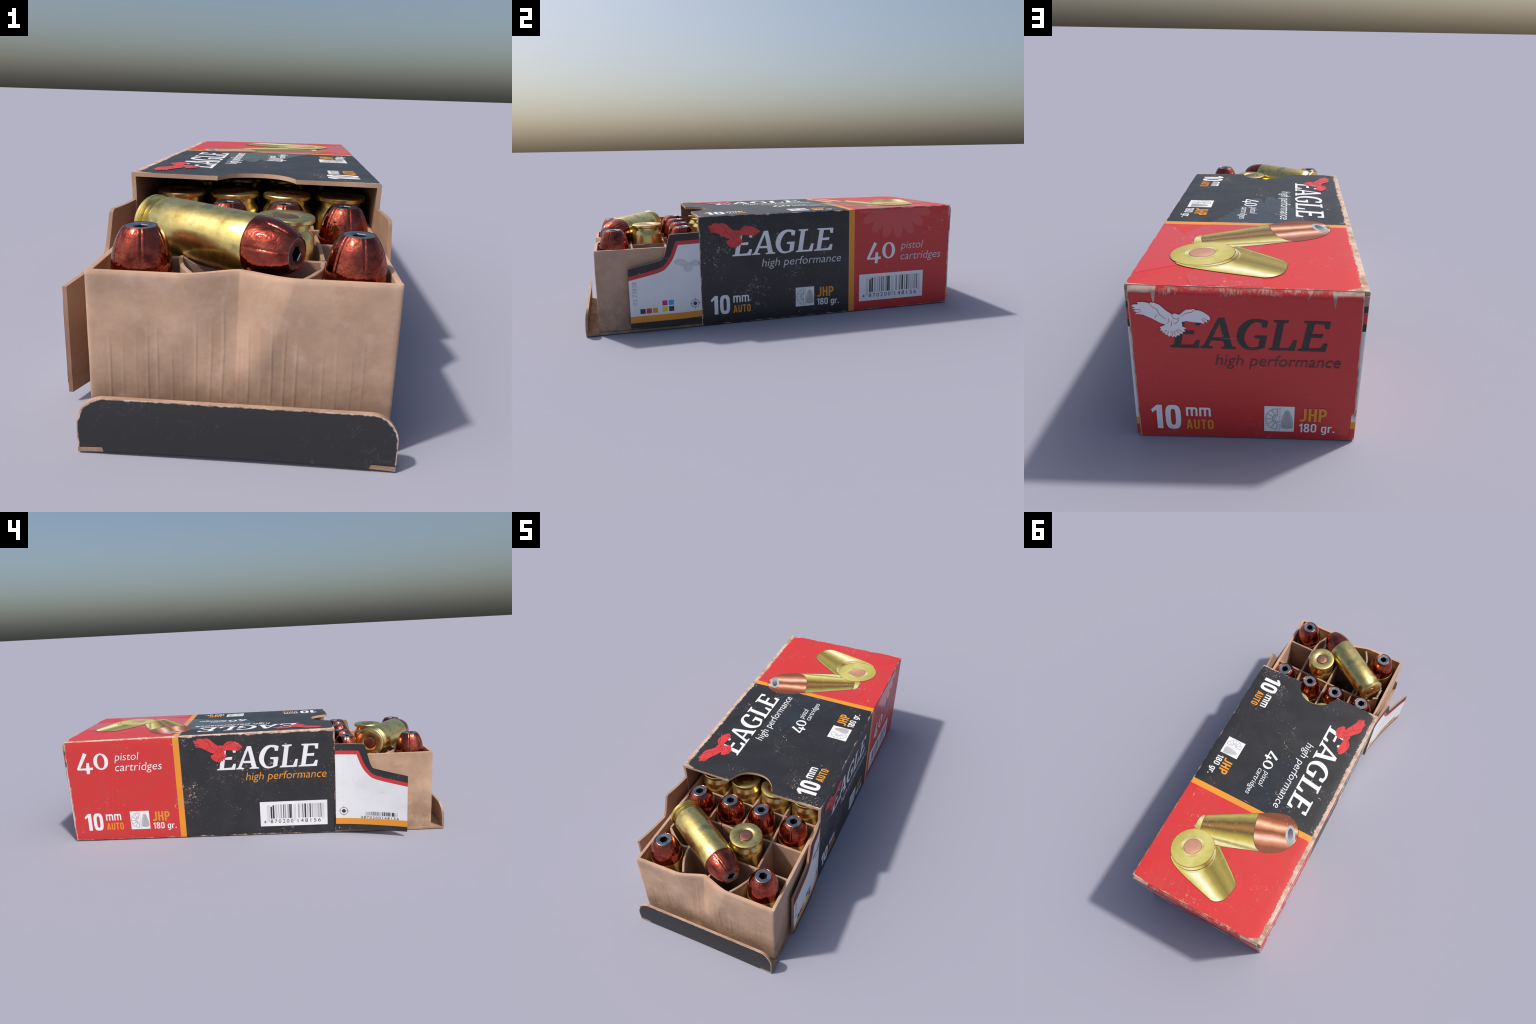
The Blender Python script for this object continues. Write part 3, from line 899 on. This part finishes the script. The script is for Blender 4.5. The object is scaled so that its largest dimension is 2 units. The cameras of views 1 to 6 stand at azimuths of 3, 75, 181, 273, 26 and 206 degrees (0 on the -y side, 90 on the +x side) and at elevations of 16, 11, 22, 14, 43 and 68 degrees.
def picture():
    pl = lambda pts: [(y, -x) for x, y in pts]

    def piece(name, pts, mat, h):
        p = Pile()
        lay(p, "top", fill([pl(pts)]), h)
        p.make(name, mat, SLEEVE)
    OL, DK, GR, LT, PALE = (.30, .235, .05), (.12, .075, .02), (.33, .16, .035), (.56, .46, .08), (.74, .68, .36)

    def edges(a, b, w):
        """two lines parallel to the axis a-b, w to either side"""
        d = (Vector(b) - Vector(a)).normalized() * 1
        s = Vector((-d.y, d.x)) * w
        A, B = Vector(a), Vector(b)
        return (tuple(A + s), tuple(B + s)), (tuple(A - s), tuple(B - s))

    def across(a, b):
        """edge lines square to the direction a-b"""
        A, B = Vector(a), Vector(b)
        d = (B - A).normalized()
        s = Vector((-d.y, d.x)) * .1
        return (tuple(A), tuple(A + s)), (tuple(B), tuple(B + s))
    dark = (.17, .06, .025)
    edge = band_mat("picture_outline_ink", (( 0, 0), (1, 0)), ((0, 1), (1, 1)), [(0, dark), (1, dark)])

    def outlined(name, pts, mat, h, grow=.0028):
        P = [Vector(p) for p in pts]
        c = sum(P, Vector((0, 0))) / len(P)
        big = [tuple(p + (p - c).normalized() * grow) for p in P]
        piece("picture_outline", big, edge, h - .0001)
        piece(name, pts, mat, h)
    # back cartridge, nose to the left
    case_a = band_mat("picture_case_tones", ((.242, .536), (-.020, .386)), ((.226, .645), (-.115, .569)),
                      [(0, OL), (.07, (.42, .36, .11)), (.15, OL), (.30, DK), (.45, GR), (.58, DK), (.68, (.30, .22, .03)), (.83, LT), (.93, PALE), (1, OL)])
    rim_a = band_mat("picture_rim_tones", *across((.240, .530), (.240, .645)), [(0, OL), (.3, PALE), (.6, LT), (1, OL)])
    cop = band_mat("picture_copper_tones", ((-.005, .375), (-.215, .335)), ((-.085, .572), (-.260, .500)),
                   [(.10, (.20, .05, .015)), (.22, (.42, .13, .05)), (.33, (.95, .58, .38)), (.41, (.62, .23, .10)), (.49, (.21, .055, .02)), (.56, (.40, .13, .055)), (.68, (.95, .62, .46)), (.78, (.58, .22, .11)), (.90, (.24, .07, .03))], .4, .045)
    rim = smooth([(.240, .531), (.252, .545), (.258, .570), (.256, .600), (.247, .625), (.228, .642), (.205, .600), (.215, .555)], 60)
    outlined("picture_case_rim", rim, rim_a, .0010)
    body = smooth([(.228, .528), (-.008, .391), (-.03, .44), (-.060, .52), (-.118, .568), (.095, .646), (.170, .664), (.214, .642), (.224, .600), (.233, .560)], 40)
    outlined("picture_case", body, case_a, .0012)
    nose = smooth([(-.010, .394), (-.060, .365), (-.114, .342), (-.160, .336), (-.198, .346), (-.230, .374), (-.248, .410), (-.249, .445), (-.232, .488), (-.203, .523), (-.160, .552), (-.118, .568),
                   (-.082, .560), (-.050, .525), (-.030, .480), (-.016, .430)], 60)
    outlined("picture_bullet", nose, cop, .0014)
    p = Pile()
    for i, ln in enumerate([[(-.035, .418), (-.09, .387), (-.14, .374), (-.185, .374)], [(-.045, .497), (-.09, .472), (-.14, .446), (-.186, .425)]]):
        lay(p, "top", stroke(pl(ln), .0026, True), .0016 + i * .00003)
    p.make("picture_bullet_lines", band_mat("picture_line_ink", ((0, 0), (1, 0)), ((0, 1), (1, 1)), [(0, (.26, .08, .035)), (1, (.26, .08, .035))]), SLEEVE)
    tip = band_mat("picture_tip_tones", *across((-.18, .37), (-.235, .47)), [(0, (.36, .37, .39)), (.5, (.50, .51, .53)), (1, (.30, .31, .33))])
    hole = band_mat("picture_hole_tones", *across((-.19, .40), (-.225, .45)), [(0, (.05, .05, .055)), (.5, (.15, .16, .17)), (1, (.36, .37, .38))])
    d = math.atan2(.467 - .369, -.230 + .183)
    piece("picture_tip", ellipse(-.2115, .4215, .054, .0255, d), tip, .0018)
    piece("picture_hollow", ellipse(-.2105, .419, .034, .0145, d), hole, .0020)
    # front cartridge, head towards us
    left, right = ((.290, .815), (.010, .905)), ((.090, .640), (-.090, .775))
    tones_b = [(0, LT), (.08, (.74, .70, .32)), (.2, (.93, .90, .68)), (.31, (.66, .58, .18)), (.42, (.34, .27, .055)), (.58, (.22, .165, .028)), (.78, (.34, .275, .06)), (.94, (.27, .21, .045)), (1, (.52, .45, .12))]
    case_b = band_mat("picture_case_front_tones", left, right, tones_b, .4, .03)
    groove = band_mat("picture_groove_tones", left, right, [(0, LT), (.2, PALE), (.38, LT), (.5, (.20, .14, .02)), (.62, (.38, .31, .06)), (.85, PALE), (1, OL)])
    head = band_mat("picture_head_tones", *across((.31, .70), (.10, .73)), [(0, (.43, .37, .07)), (.35, (.54, .48, .13)), (.7, (.62, .55, .18)), (1, (.48, .42, .09))], .4, .14)
    outline = smooth([(.284, .808), (.245, .836), (.150, .866), (.010, .899), (-.018, .903), (-.046, .893), (-.074, .861), (-.084, .808), (-.070, .762), (.090, .644), (.20, .70)], 50)
    outlined("picture_case_front", outline, case_b, .0022)
    c = Vector((.206, .717))
    rot = math.atan2(-.079, -.1)
    g = [(c.x - .013, c.y + .0105), (c.x - .026, c.y + .021)]
    piece("picture_case_flare", ellipse(g[1][0], g[1][1], .108, .100, rot), groove, .0024)
    piece("picture_groove_line", ellipse(g[0][0] - .004, g[0][1] + .003, .110, .101, rot), edge, .00255)
    piece("picture_groove", ellipse(g[0][0], g[0][1], .112, .1015, rot), groove, .0027)
    piece("picture_head_edge", ellipse(c.x - .001, c.y + .001, .1155, .1030, rot), edge, .0028)
    piece("picture_head", ellipse(c.x, c.y, .114, .101, rot), head, .0029)
    ring = band_mat("picture_primer_ring_tones", *across((.245, .655), (.17, .765)), [(0, (.28, .21, .035)), (.3, PALE), (.55, (.45, .36, .08)), (.8, (.66, .58, .22)), (1, (.28, .21, .04))])
    prim = band_mat("picture_primer_tones", *across((.245, .665), (.165, .745)), [(0, (.44, .20, .12)), (.5, (.52, .26, .165)), (.85, (.64, .37, .25)), (1, (.40, .18, .10))])
    pc = (c.x + .0035, c.y - .006)
    piece("picture_primer_ring", ellipse(*pc, .061, .055, rot), ring, .0031)
    piece("picture_primer_shadow_line", ellipse(*pc, .0470, .0417, rot), edge, .0033)
    piece("picture_primer", ellipse(*pc, .045, .040, rot), prim, .0035)


picture()

# ---- side flaps: the ends of the side walls, cut to a stepped outline and bent outwards
TOP_STEP = [(-.428, .484), (-.570, .482), (-.579, .472), (-.588, .438), (-.598, .402), (-.610, .369), (-.634, .353), (-.783, .322)]


def make_flap(side):
    surf = "flap_right" if side > 0 else "flap_left"
    k = 1 if side > 0 else -1
    steps = smooth(TOP_STEP + [(-.783, .026), (-.60, .022), (-.428, .022)], 38, 4)
    out = [(k * u, v) for u, v in steps]
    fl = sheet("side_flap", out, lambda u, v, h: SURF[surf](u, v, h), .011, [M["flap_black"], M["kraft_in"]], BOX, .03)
    # print layers follow the step: black margin, red line, white field, orange base band
    def inset(d):
        pts = [(-.4285, .484 - d * .98), (-.562 + d * .45, .484 - d), (-.588 + d * .93, .430), (-.604 + d * .80, .394 - d * .42), (-.622 + d * .60, .368 - d * .72), (-.648 + d * .25, .351 - d * .96), (-.7825, .322 - d * 1.0)]
        return pts
    for nm, d, mat, h in (("red_line", .036, "flap_red", .0008), ("white_field", .056, "flap_white", .0013)):
        lp = smooth(inset(d) + [(-.7825, .052), (-.4285, .052)], 30, 4)
        p = Pile()
        bm = bmesh.new()
        bm.faces.new([bm.verts.new((k * u, v, 0)) for u, v in lp])
        for i in range(1, 12):
            c = k * (-.43 - .353 * i / 12)
            bmesh.ops.bisect_plane(bm, geom=bm.verts[:] + bm.edges[:] + bm.faces[:], plane_co=(c, 0, 0), plane_no=(1, 0, 0))
        bm.verts.index_update()
        p.add([SURF[surf](v.co.x, v.co.y, h) for v in bm.verts], [[v.index for v in f.verts] for f in bm.faces])
        bm.free()
        p.make(nm, M[mat], fl)
    p = Pile()
    lay(p, surf, grid_rect(k * -.7825, k * -.4285, .052, .085, .03), .0017)
    p.make("orange_band", M["flap_orange"], fl)
    p = Pile()
    cx = k * (-.462 if side > 0 else -.470)
    cz = .124
    lay(p, surf, fill([ellipse(cx, cz, .010, .010)]), .0019)
    ring = ellipse(cx, cz, .020, .020)
    lay(p, surf, stroke(ring + ring[:1], .0022), .0018)
    for d in ((1, 0), (-1, 0), (0, 1), (0, -1)):
        lay(p, surf, stroke([(cx + d[0] * .014, cz + d[1] * .014), (cx + d[0] * .029, cz + d[1] * .029)], .0016), .00185)
    p.make("register_mark", M["bar_dark"], fl)
    if side > 0:
        sw = [("bar_dark", -.722, .108), ("flap_red", -.692, .108), ("flap_orange", -.662, .108), ("mag", -.614, .142), ("yel", -.614, .110), ("cyan", -.582, .142), ("bar_dark", -.582, .110)]
        for m, u, v in sw:
            p = Pile()
            lay(p, surf, fill([rect(u - .0125, u + .0125, v - .0125, v + .0125)]), .0018)
            p.make("colour_patch", M[m], fl)
        p = Pile()
        g = glyphs("03 73838", -.003)
        vs, fs = fit(g, (0, .116, -.0105, .0105))
        lay(p, surf, ([(-.757 - b, .142 + a, z) for a, b, z in vs], fs), .0018)
        p.make("lot_number", M["bar_mid"], fl)
        p = Pile()
        c, s = (-.497, .268), .060
        lay(p, surf, fill([[(c[0] + x * s, c[1] + y * s) for x, y in [eagle_pt(q) for q in EAGLE]]]), .0044)
        p.make("eagle_emblem", M["pale_grey"], fl)
    else:
        barcode(surf, .560, .745, .092, .128, fl, 5, False, False)
        p = Pile()
        lay(p, surf, fit(glyphs("4870200148156", -.004, 1.25), (.556, .742, .086, .098)), .0013)
        p.make("barcode_digits", M["bar_dark"], fl)
    return fl


for s in (1, -1):
    make_flap(s)

# shift flap barcode print above the white field
for ob in bpy.data.objects:
    if ob.parent and ob.parent.name.startswith("side_flap") and ob.name.startswith("barcode"):
        for v in ob.data.vertices:
            v.co.x -= .0009

# ---- bottom panel and its upturned front lip
def bow(x, y):
    """the free front edge of the bottom panel arches up a little between its corners"""
    return .0085 * max(0, 1 - ((x - .0415) / .36) ** 2) ** .8 * clamp((-.945 - y) / .05)


sheet("bottom_panel", [(-.319, -.9975), (.402, -.9975), (.402, Y0 + .02), (-.319, Y0 + .02)], lambda u, v, h: Vector((u, v, .0115 + h + bow(u, v))), .011, [M["kraft"], M["kraft"]], BOX, .02)


def lip_ink():
    n = Nodes("lip_ink")
    xc, hw, hh, R = .0415, .3605, .135, .060
    qx = n.amax(n.m("SUBTRACT", n.m("ABSOLUTE", n.m("SUBTRACT", n.x, xc)), hw - R), 0.0)
    qz = n.amax(n.m("SUBTRACT", n.z, hh - R), 0.0)
    d = n.m("SUBTRACT", R, n.m("SQRT", n.m("ADD", n.m("MULTIPLY", qx, qx), n.m("MULTIPLY", qz, qz))))
    d = n.amin(d, n.m("SUBTRACT", n.z, .001))
    n2, n1 = n.noise(85, 3), n.noise(16, 3)
    corner = n.ramp(n.m("ADD", qx, qz), .03, .075)
    thr = n.m("MULTIPLY", n.m("ADD", n.m("MULTIPLY", n.ramp(n1, .50, .75), .007), n.m("MULTIPLY_ADD", corner, .006, .0006)), n.m("MULTIPLY_ADD", n2, 1.6, -.1))
    w = n.amax(n.ramp(n.m("SUBTRACT", thr, d), -.0006, .002), n.specks(.07))
    col = n.mix(w, BLACK, n.torn())
    n.bump(n.noise(30, 4), .12, .004)
    return n.out(col, n.amax(w, .5))


def lip_map(u, v, h):
    y = -.9985 + .010 * (v / .135) ** 3
    return Vector((u, y - h * .99, v + bow(u, -.9975) * clamp(1 - v / .13)))


def rounded_lip():
    a, b, z1, R = -.319, .402, .135, .060
    g = .056
    pts = [(a, .0155), (a + g, .0145), (a + g + .004, .001), (b - g - .004, .001), (b - g, .0145), (b, .0165)]
    pts += [(b - R + R * math.cos(t), z1 - R + R * math.sin(t)) for t in [i / 10 * math.pi / 2 for i in range(11)]]
    pts += [(a + R - R * math.sin(t), z1 - R + R * math.cos(t)) for t in [i / 10 * math.pi / 2 for i in range(11)]]
    return pts


sheet("front_lip", rounded_lip(), lip_map, .011, [lip_ink(), M["kraft"]], BOX, .03)


# ------------------------------------------------------------------ the tray
def dent(x, z):
    """the front wall has been pushed in at the middle of its upper edge"""
    t = abs(x - .035)
    k = max(0, 1 - t / (.040 + .085 * clamp((z - .10) / (TZ1 - .10))))
    prof = .036 * (k * k * (3 - 2 * k) * .35 + k ** 1.2 * .65)
    bulge = .007 * math.exp(-((x - .075) / .050) ** 2 - ((z - .235) / .085) ** 2) + .003 * math.exp(-((x + .10) / .05) ** 2 - ((z - .25) / .07) ** 2)
    return prof * clamp((z - .10) / (TZ1 - .10)) ** 1.4 - bulge


RIDGES = []
rr = random.Random(11)
x = -.255
while x < .335:
    RIDGES.append((x, rr.uniform(.045, .10), rr.uniform(.24, .31) + .06 * math.exp(-((x - .04) / .13) ** 2), rr.uniform(.35, 1.1)))
    x += rr.uniform(.022, .040)


def front_relief(x, z):
    d = 0
    for rx, za, zb, k in RIDGES:
        t = (x - rx - .004 * mnoise.noise(Vector((rx * 9, z * 6, 0)))) / .0032
        if abs(t) < 3:
            f = clamp((z - za) / .05) * clamp((zb - z) / .06)
            d += k * f * .0009 * math.exp(-t * t * (.55 if t < 0 else 2.6))
    return d + .0014 * mnoise.noise(Vector((x * 14, z * 12, 3)))


def make_front_wall():
    nx, nz = 440, 80
    th = .016
    V, F = [], []
    for side in (0, 1):
        for j in range(nz + 1):
            z = TZ0 + (TZ1 - TZ0) * j / nz
            for i in range(nx + 1):
                x = TX0 + (TX1 - TX0) * i / nx
                ztop = z + (.004 * math.exp(-((x - .03) / .07) ** 2) * (j / nz) ** 6)
                y = TY0 + dent(x, z) + (th if side else -front_relief(x, z))
                e = min(x - TX0, TX1 - x)
                if not side:
                    y += .004 * math.exp(-e / .004)
                    y += .003 * math.exp(-(TZ1 - z) / .004)
                V.append((x, y, ztop))
    n = (nx + 1) * (nz + 1)
    w = nx + 1
    for j in range(nz):
        for i in range(nx):
            a = j * w + i
            F.append((a, a + 1, a + w + 1, a + w))
            F.append((n + a, n + a + w, n + a + w + 1, n + a + 1))
    for i in range(nx):
        a = nz * w + i
        F.append((a, a + 1, n + a + 1, n + a))
        F.append((i + 1, i, n + i, n + i + 1))
    for j in range(nz):
        a, b = j * w, j * w + nx
        F.append((a + w, a, n + a, n + a + w))
        F.append((b, b + w, n + b + w, n + b))
    me = bpy.data.meshes.new("front_wall")
    me.from_pydata(V, [], F)
    for p in me.polygons:
        p.use_smooth = True
    me.set_sharp_from_angle(angle=math.radians(40))
    return me


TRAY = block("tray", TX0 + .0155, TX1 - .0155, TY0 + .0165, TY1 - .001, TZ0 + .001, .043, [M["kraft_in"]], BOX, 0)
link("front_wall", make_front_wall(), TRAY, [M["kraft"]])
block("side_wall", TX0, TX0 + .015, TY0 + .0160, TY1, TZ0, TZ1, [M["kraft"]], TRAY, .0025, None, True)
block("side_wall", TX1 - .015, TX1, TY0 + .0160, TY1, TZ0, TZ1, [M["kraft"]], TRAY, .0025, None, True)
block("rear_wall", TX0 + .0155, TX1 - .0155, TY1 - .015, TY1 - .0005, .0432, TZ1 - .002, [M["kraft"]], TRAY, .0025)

HEAD_PT, NOSE_PT = Vector((-.2213, -.6239, .4612)), Vector((.1612, -.8695, .4585))


def div_top(x, y):
    """dividers are crushed down where the loose cartridge rests on them"""
    ax = NOSE_PT - HEAD_PT
    d = Vector((x, y, 0)) - Vector((HEAD_PT.x, HEAD_PT.y, 0))
    a2 = Vector((ax.x, ax.y, 0))
    t = d.dot(a2) / a2.length_squared
    z = .411
    if -.05 < t < 1.03:
        dist = (d - a2 * t).length
        r = RIM_R + .001 if t < .7 else .072 - .03 * clamp((t - .7) / .3) ** 2
        if dist < r:
            z = min(z, .460 - math.sqrt(r * r - dist * dist) - .002)
    return z


def divider(path, th=.011, z0=.044, drop=0.0):
    """upright strip of board along a plan path"""
    P = []
    for a, b in zip(path, path[1:]):
        a, b = Vector(a), Vector(b)
        m = max(2, int((b - a).length / .012))
        P += [a + (b - a) * i / m for i in range(m)]
    P.append(Vector(path[-1]))
    n = len(P)
    V, F = [], []
    for i, p in enumerate(P):
        d = (P[min(i + 1, n - 1)] - P[max(i - 1, 0)]).normalized()
        s = Vector((-d.y, d.x)) * th / 2
        zt = div_top(p.x, p.y) - drop
        for q, z in ((p + s, z0), (p + s, zt - .002), (p + s * .7, zt), (p - s * .7, zt), (p - s, zt - .002), (p - s, z0)):
            V.append((q.x, q.y, z))
    for i in range(n - 1):
        for k in range(6):
            a, b = i * 6 + k, i * 6 + (k + 1) % 6
            F.append((a, b, b + 6, a + 6))
    F.append(tuple(range(5, -1, -1)))
    F.append(tuple((n - 1) * 6 + k for k in range(6)))
    me = bpy.data.meshes.new("divider")
    me.from_pydata(V, [], F)
    bm = bmesh.new()
    bm.from_mesh(me)
    bmesh.ops.recalc_face_normals(bm, faces=bm.faces)
    bm.to_mesh(me)
    bm.free()
    for p in me.polygons:
        p.use_smooth = True
    me.set_sharp_from_angle(angle=math.radians(30))
    return link("divider", me, TRAY, [M["kraft_div"]])


def curve(pts, n=6):
    return [tuple(q) for q in smooth([tuple(p) for p in pts], 180, n)][: n * (len(pts) - 1) + 1]


DX = [COL_X[i] + PITCH_X / 2 for i in range(3)]
DY = [ROW_Y[i] + PITCH_Y / 2 for i in range(7)]
xa, xb, ya, yb = TX0 + .0155, TX1 - .0155, TY0 + .017, TY1 - .016


def open_curve(pts, n=6):
    P = [Vector(p) for p in pts]
    out = []
    for i in range(len(P) - 1):
        p0, p1, p2, p3 = P[max(i - 1, 0)], P[i], P[i + 1], P[min(i + 2, len(P) - 1)]
        for j in range(n):
            t = j / n
            out.append(.5 * (2 * p1 + (p2 - p0) * t + (2 * p0 - 5 * p1 + 4 * p2 - p3) * t * t + (3 * p1 - p0 - 3 * p2 + p3) * t ** 3))
    out.append(P[-1])
    return out


# lengthwise dividers behind the front row
divider([(DX[0], DY[0] + .006), (DX[0], yb)])
divider([(DX[1], DY[0] + .006), (DX[1], yb)])
divider([(DX[2] + .016, DY[0] + .006), (DX[2] + .012, DY[1]), (DX[2], DY[2]), (DX[2], yb)])
# front row: bent by the knock on the wall
divider(open_curve([(-.070, -.905), (-.100, -.850), (-.116, -.800), (DX[0], DY[0] - .010)]))
divider(open_curve([(DX[2] + .015, DY[0] - .006), (.222, -.815), (.200, -.868), (.172, -.915)]))
divider([(DX[1] - .01, DY[0] - .010), (DX[1] - .012, -.868)], drop=.03)
# crosswise dividers
divider(open_curve([(-.262, -.702), (-.212, -.742), (-.160, -.772), (-.110, -.765), (-.04, DY[0])]), drop=.0015)
divider([(-.034, DY[0]), (.10, DY[0] - .001), (xb, DY[0] - .003)], drop=.0018)
divider(open_curve([(-.272, -.632), (-.212, -.600), (-.160, -.585), (-.05, DY[1])]), drop=.0015)
divider([(-.044, DY[1]), (xb, DY[1] - .006)], drop=.0018)
divider([(-.266, -.695), (-.262, -.640)], drop=.004)
for y in DY[2:]:
    divider([(xa, y), (xb, y)], drop=.0018)


# ------------------------------------------------------------------ cartridges
def brass():
    n = Nodes("brass")
    ri = n.t.nodes.new("ShaderNodeObjectInfo").outputs["Random"]
    off = n.t.nodes.new("ShaderNodeCombineXYZ")
    n.put(off.inputs[0], n.m("MULTIPLY", ri, 17))
    va = n.t.nodes.new("ShaderNodeVectorMath")
    n.put(va.inputs[0], n.co)
    n.put(va.inputs[1], off.outputs[0])
    v = va.outputs[0]
    big, mid, fine = n.noise(17, 5, v, .62), n.noise(38, 3, v), n.noise(150, 3, v)
    c = n.cramp(big, [(.28, (.58, .41, .12)), (.40, (.80, .60, .19)), (.54, (.88, .71, .27)), (.62, (.54, .48, .22)), (.72, (.40, .35, .17))])
    red = n.ramp(n.noise(9, 3, v), .62, .72)
    c = n.mix(n.m("MULTIPLY", red, .35), c, (.70, .33, .12))
    r = n.m("ADD", n.m("MULTIPLY_ADD", big, .34, .10), n.m("MULTIPLY", fine, .08))
    dents = n.ramp(n.noise(42, 1, v), .72, .80)
    n.bump(n.m("SUBTRACT", n.m("MULTIPLY", mid, .25), n.m("MULTIPLY", dents, .6)), .12, .006)
    return n.out(c, r, 1.0)


def copper():
    n = Nodes("copper_jacket")
    ri = n.t.nodes.new("ShaderNodeObjectInfo").outputs["Random"]
    off = n.t.nodes.new("ShaderNodeCombineXYZ")
    n.put(off.inputs[0], n.m("MULTIPLY", ri, 23))
    va = n.t.nodes.new("ShaderNodeVectorMath")
    n.put(va.inputs[0], n.co)
    n.put(va.inputs[1], off.outputs[0])
    v = va.outputs[0]
    big, mid = n.noise(22, 4, v, .55), n.noise(46, 2, v)
    c = n.cramp(big, [(.34, (.20, .035, .028)), (.5, (.40, .080, .052)), (.68, (.50, .125, .075))])
    n.bump(n.m("ADD", n.m("MULTIPLY", mid, .7), n.m("MULTIPLY", n.noise(110, 2, v), .22)), .42, .008)
    return n.out(c, n.m("MULTIPLY_ADD", n.noise(30, 3, v), .22, .03), 1.0)


M["brass"], M["copper"] = brass(), copper()
n = Nodes("lead_core")
M["lead"] = n.out(n.cramp(n.noise(60, 3), [(.3, (.20, .21, .23)), (.7, (.42, .43, .46))]), .33, 1.0)
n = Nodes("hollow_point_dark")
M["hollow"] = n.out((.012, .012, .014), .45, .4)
n = Nodes("primer_copper")
M["primer"] = n.out(n.cramp(n.noise(40, 3), [(.3, (.42, .19, .13)), (.7, (.54, .27, .19))]), .36, 1.0)


def lathe(name, prof, seg, mat, radius=None, cap=True, angle=30):
    """turned part: prof is a list of (radius, z)"""
    V, F = [], []
    for r, z in prof:
        for i in range(seg):
            a = math.tau * i / seg
            rr = radius(r, z, a) if radius else r
            V.append((rr * math.cos(a), rr * math.sin(a), z))
    for j in range(len(prof) - 1):
        for i in range(seg):
            k = (i + 1) % seg
            F.append((j * seg + i, j * seg + k, (j + 1) * seg + k, (j + 1) * seg + i))
    if cap:
        F.append(tuple(range(seg - 1, -1, -1)))
        F.append(tuple((len(prof) - 1) * seg + i for i in range(seg)))
    me = bpy.data.meshes.new(name)
    me.from_pydata(V, [], F)
    bm = bmesh.new()
    bm.from_mesh(me)
    bmesh.ops.recalc_face_normals(bm, faces=bm.faces)
    bm.to_mesh(me)
    bm.free()
    for p in me.polygons:
        p.use_smooth = True
    me.set_sharp_from_angle(angle=math.radians(angle))
    me.materials.append(mat)
    return me


PR = .031       # primer radius
CASE = lathe("case", [(PR + .0002, .010), (PR + .0018, .010), (PR + .0022, .0046), (PR + .0050, .0040), (PR + .0095, .0006), (PR + .0110, 0), (.070, .0), (.0735, .0012), (RIM_R, .004), (RIM_R, .0125), (.0738, .0148),
                      (.0645, .0162), (.0622, .018), (.0622, .031), (.0632, .033), (.0742, .049), (.0755, .052), (.0752, .15), (.0746, .28), (.0740, CASE_LEN - .002), (.0732, CASE_LEN), (.0695, CASE_LEN), (.0690, CASE_LEN - .01)],
             40, M["brass"])
PRIMER = lathe("primer", [(.0004, .0008), (.012, .0009), (.024, .0013), (.0295, .0026), (PR, .007)], 28, M["primer"], cap=False)

OGIVE = [(0, .0724), (.004, .0726), (.018, .0718), (.030, .0704), (.042, .0680), (.053, .0650), (.063, .0617), (.073, .0577), (.082, .0530), (.0895, .0483), (.0950, .0440), (.0985, .0402)]


def petal(r, z, a):
    """jacket: six pre-cut petals, folds along the cuts and flatter faces between"""
    t = clamp((z - CASE_LEN - .006) / .03)
    ph = (a / (math.tau / 6)) % 1.0
    q = min(ph, 1 - ph) * (math.tau / 6) * r           # distance to the nearest cut
    g = math.exp(-(q / .0020) ** 2)
    lip = math.exp(-((q - .0050) / .0028) ** 2)
    flat = .020 * (1 - math.cos((ph - .5) * math.tau)) * .5
    k = clamp((CART_LEN - z) / .02)
    return r * (1 - t * flat * .6) - t * g * .0018 * (.35 + .65 * k) + t * lip * .0009


BULLET = lathe("bullet", [(.0690, CASE_LEN - .004)] + [(r, CASE_LEN + z * (CART_LEN - .0015 - CASE_LEN) / .0985) for z, r in OGIVE] + [(.0385, CART_LEN + .0002), (.0368, CART_LEN - .0002), (.0356, CART_LEN - .0016)], 120, M["copper"], petal, cap=False, angle=50)


def hexhole(r, z, a):
    ph = (a / (math.tau / 6)) % 1.0 - .5
    return r * (1 if r > .022 else math.cos(math.pi / 6) / math.cos(ph * math.pi / 3))


CORE = lathe("lead_core", [(.0364, CART_LEN - .0016), (.0345, CART_LEN - .0004), (.026, CART_LEN - .0006), (.0195, CART_LEN - .0014), (.0184, CART_LEN - .004)], 48, M["lead"], hexhole, cap=False)
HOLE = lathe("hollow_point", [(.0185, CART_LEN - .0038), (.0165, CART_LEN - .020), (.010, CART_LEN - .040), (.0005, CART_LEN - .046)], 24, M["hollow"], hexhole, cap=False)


def cartridge(matrix, how):
    e = empty("cartridge", f"brass pistol cartridge with grooved copper hollow point, {how}", "cartridge")
    e.matrix_world = matrix
    for nm, me in (("case", CASE), ("primer", PRIMER), ("bullet", BULLET), ("lead_core", CORE), ("hollow_point", HOLE)):
        o = bpy.data.objects.new(nm, me)
        scene.collection.objects.link(o)
        o.parent = e


rng = random.Random(5)
for j, y in enumerate(ROW_Y):
    for i, x in enumerate(COL_X):
        if (j == 0 and i in (1, 2)) or (j == 1 and i != 2):
            continue
        spin = Matrix.Rotation(rng.uniform(0, math.tau), 4, "Z")
        tilt = Matrix.Rotation(rng.uniform(-.008, .008), 4, "X") @ Matrix.Rotation(rng.uniform(-.008, .008), 4, "Y")
        if j % 2 == 0:
            cartridge(Matrix.Translation((x, y, .0450)) @ tilt @ spin, "standing nose up")
        else:
            cartridge(Matrix.Translation((x + .002, y + .001, .5045)) @ tilt @ Matrix.Rotation(math.pi, 4, "X") @ spin, "standing head up")
d = (NOSE_PT - HEAD_PT).normalized()
rot = d.to_track_quat("Z", "X").to_matrix().to_4x4()
cartridge(Matrix.Translation(HEAD_PT - d * .002) @ rot @ Matrix.Rotation(.35, 4, "Z"), "lying loose on top")
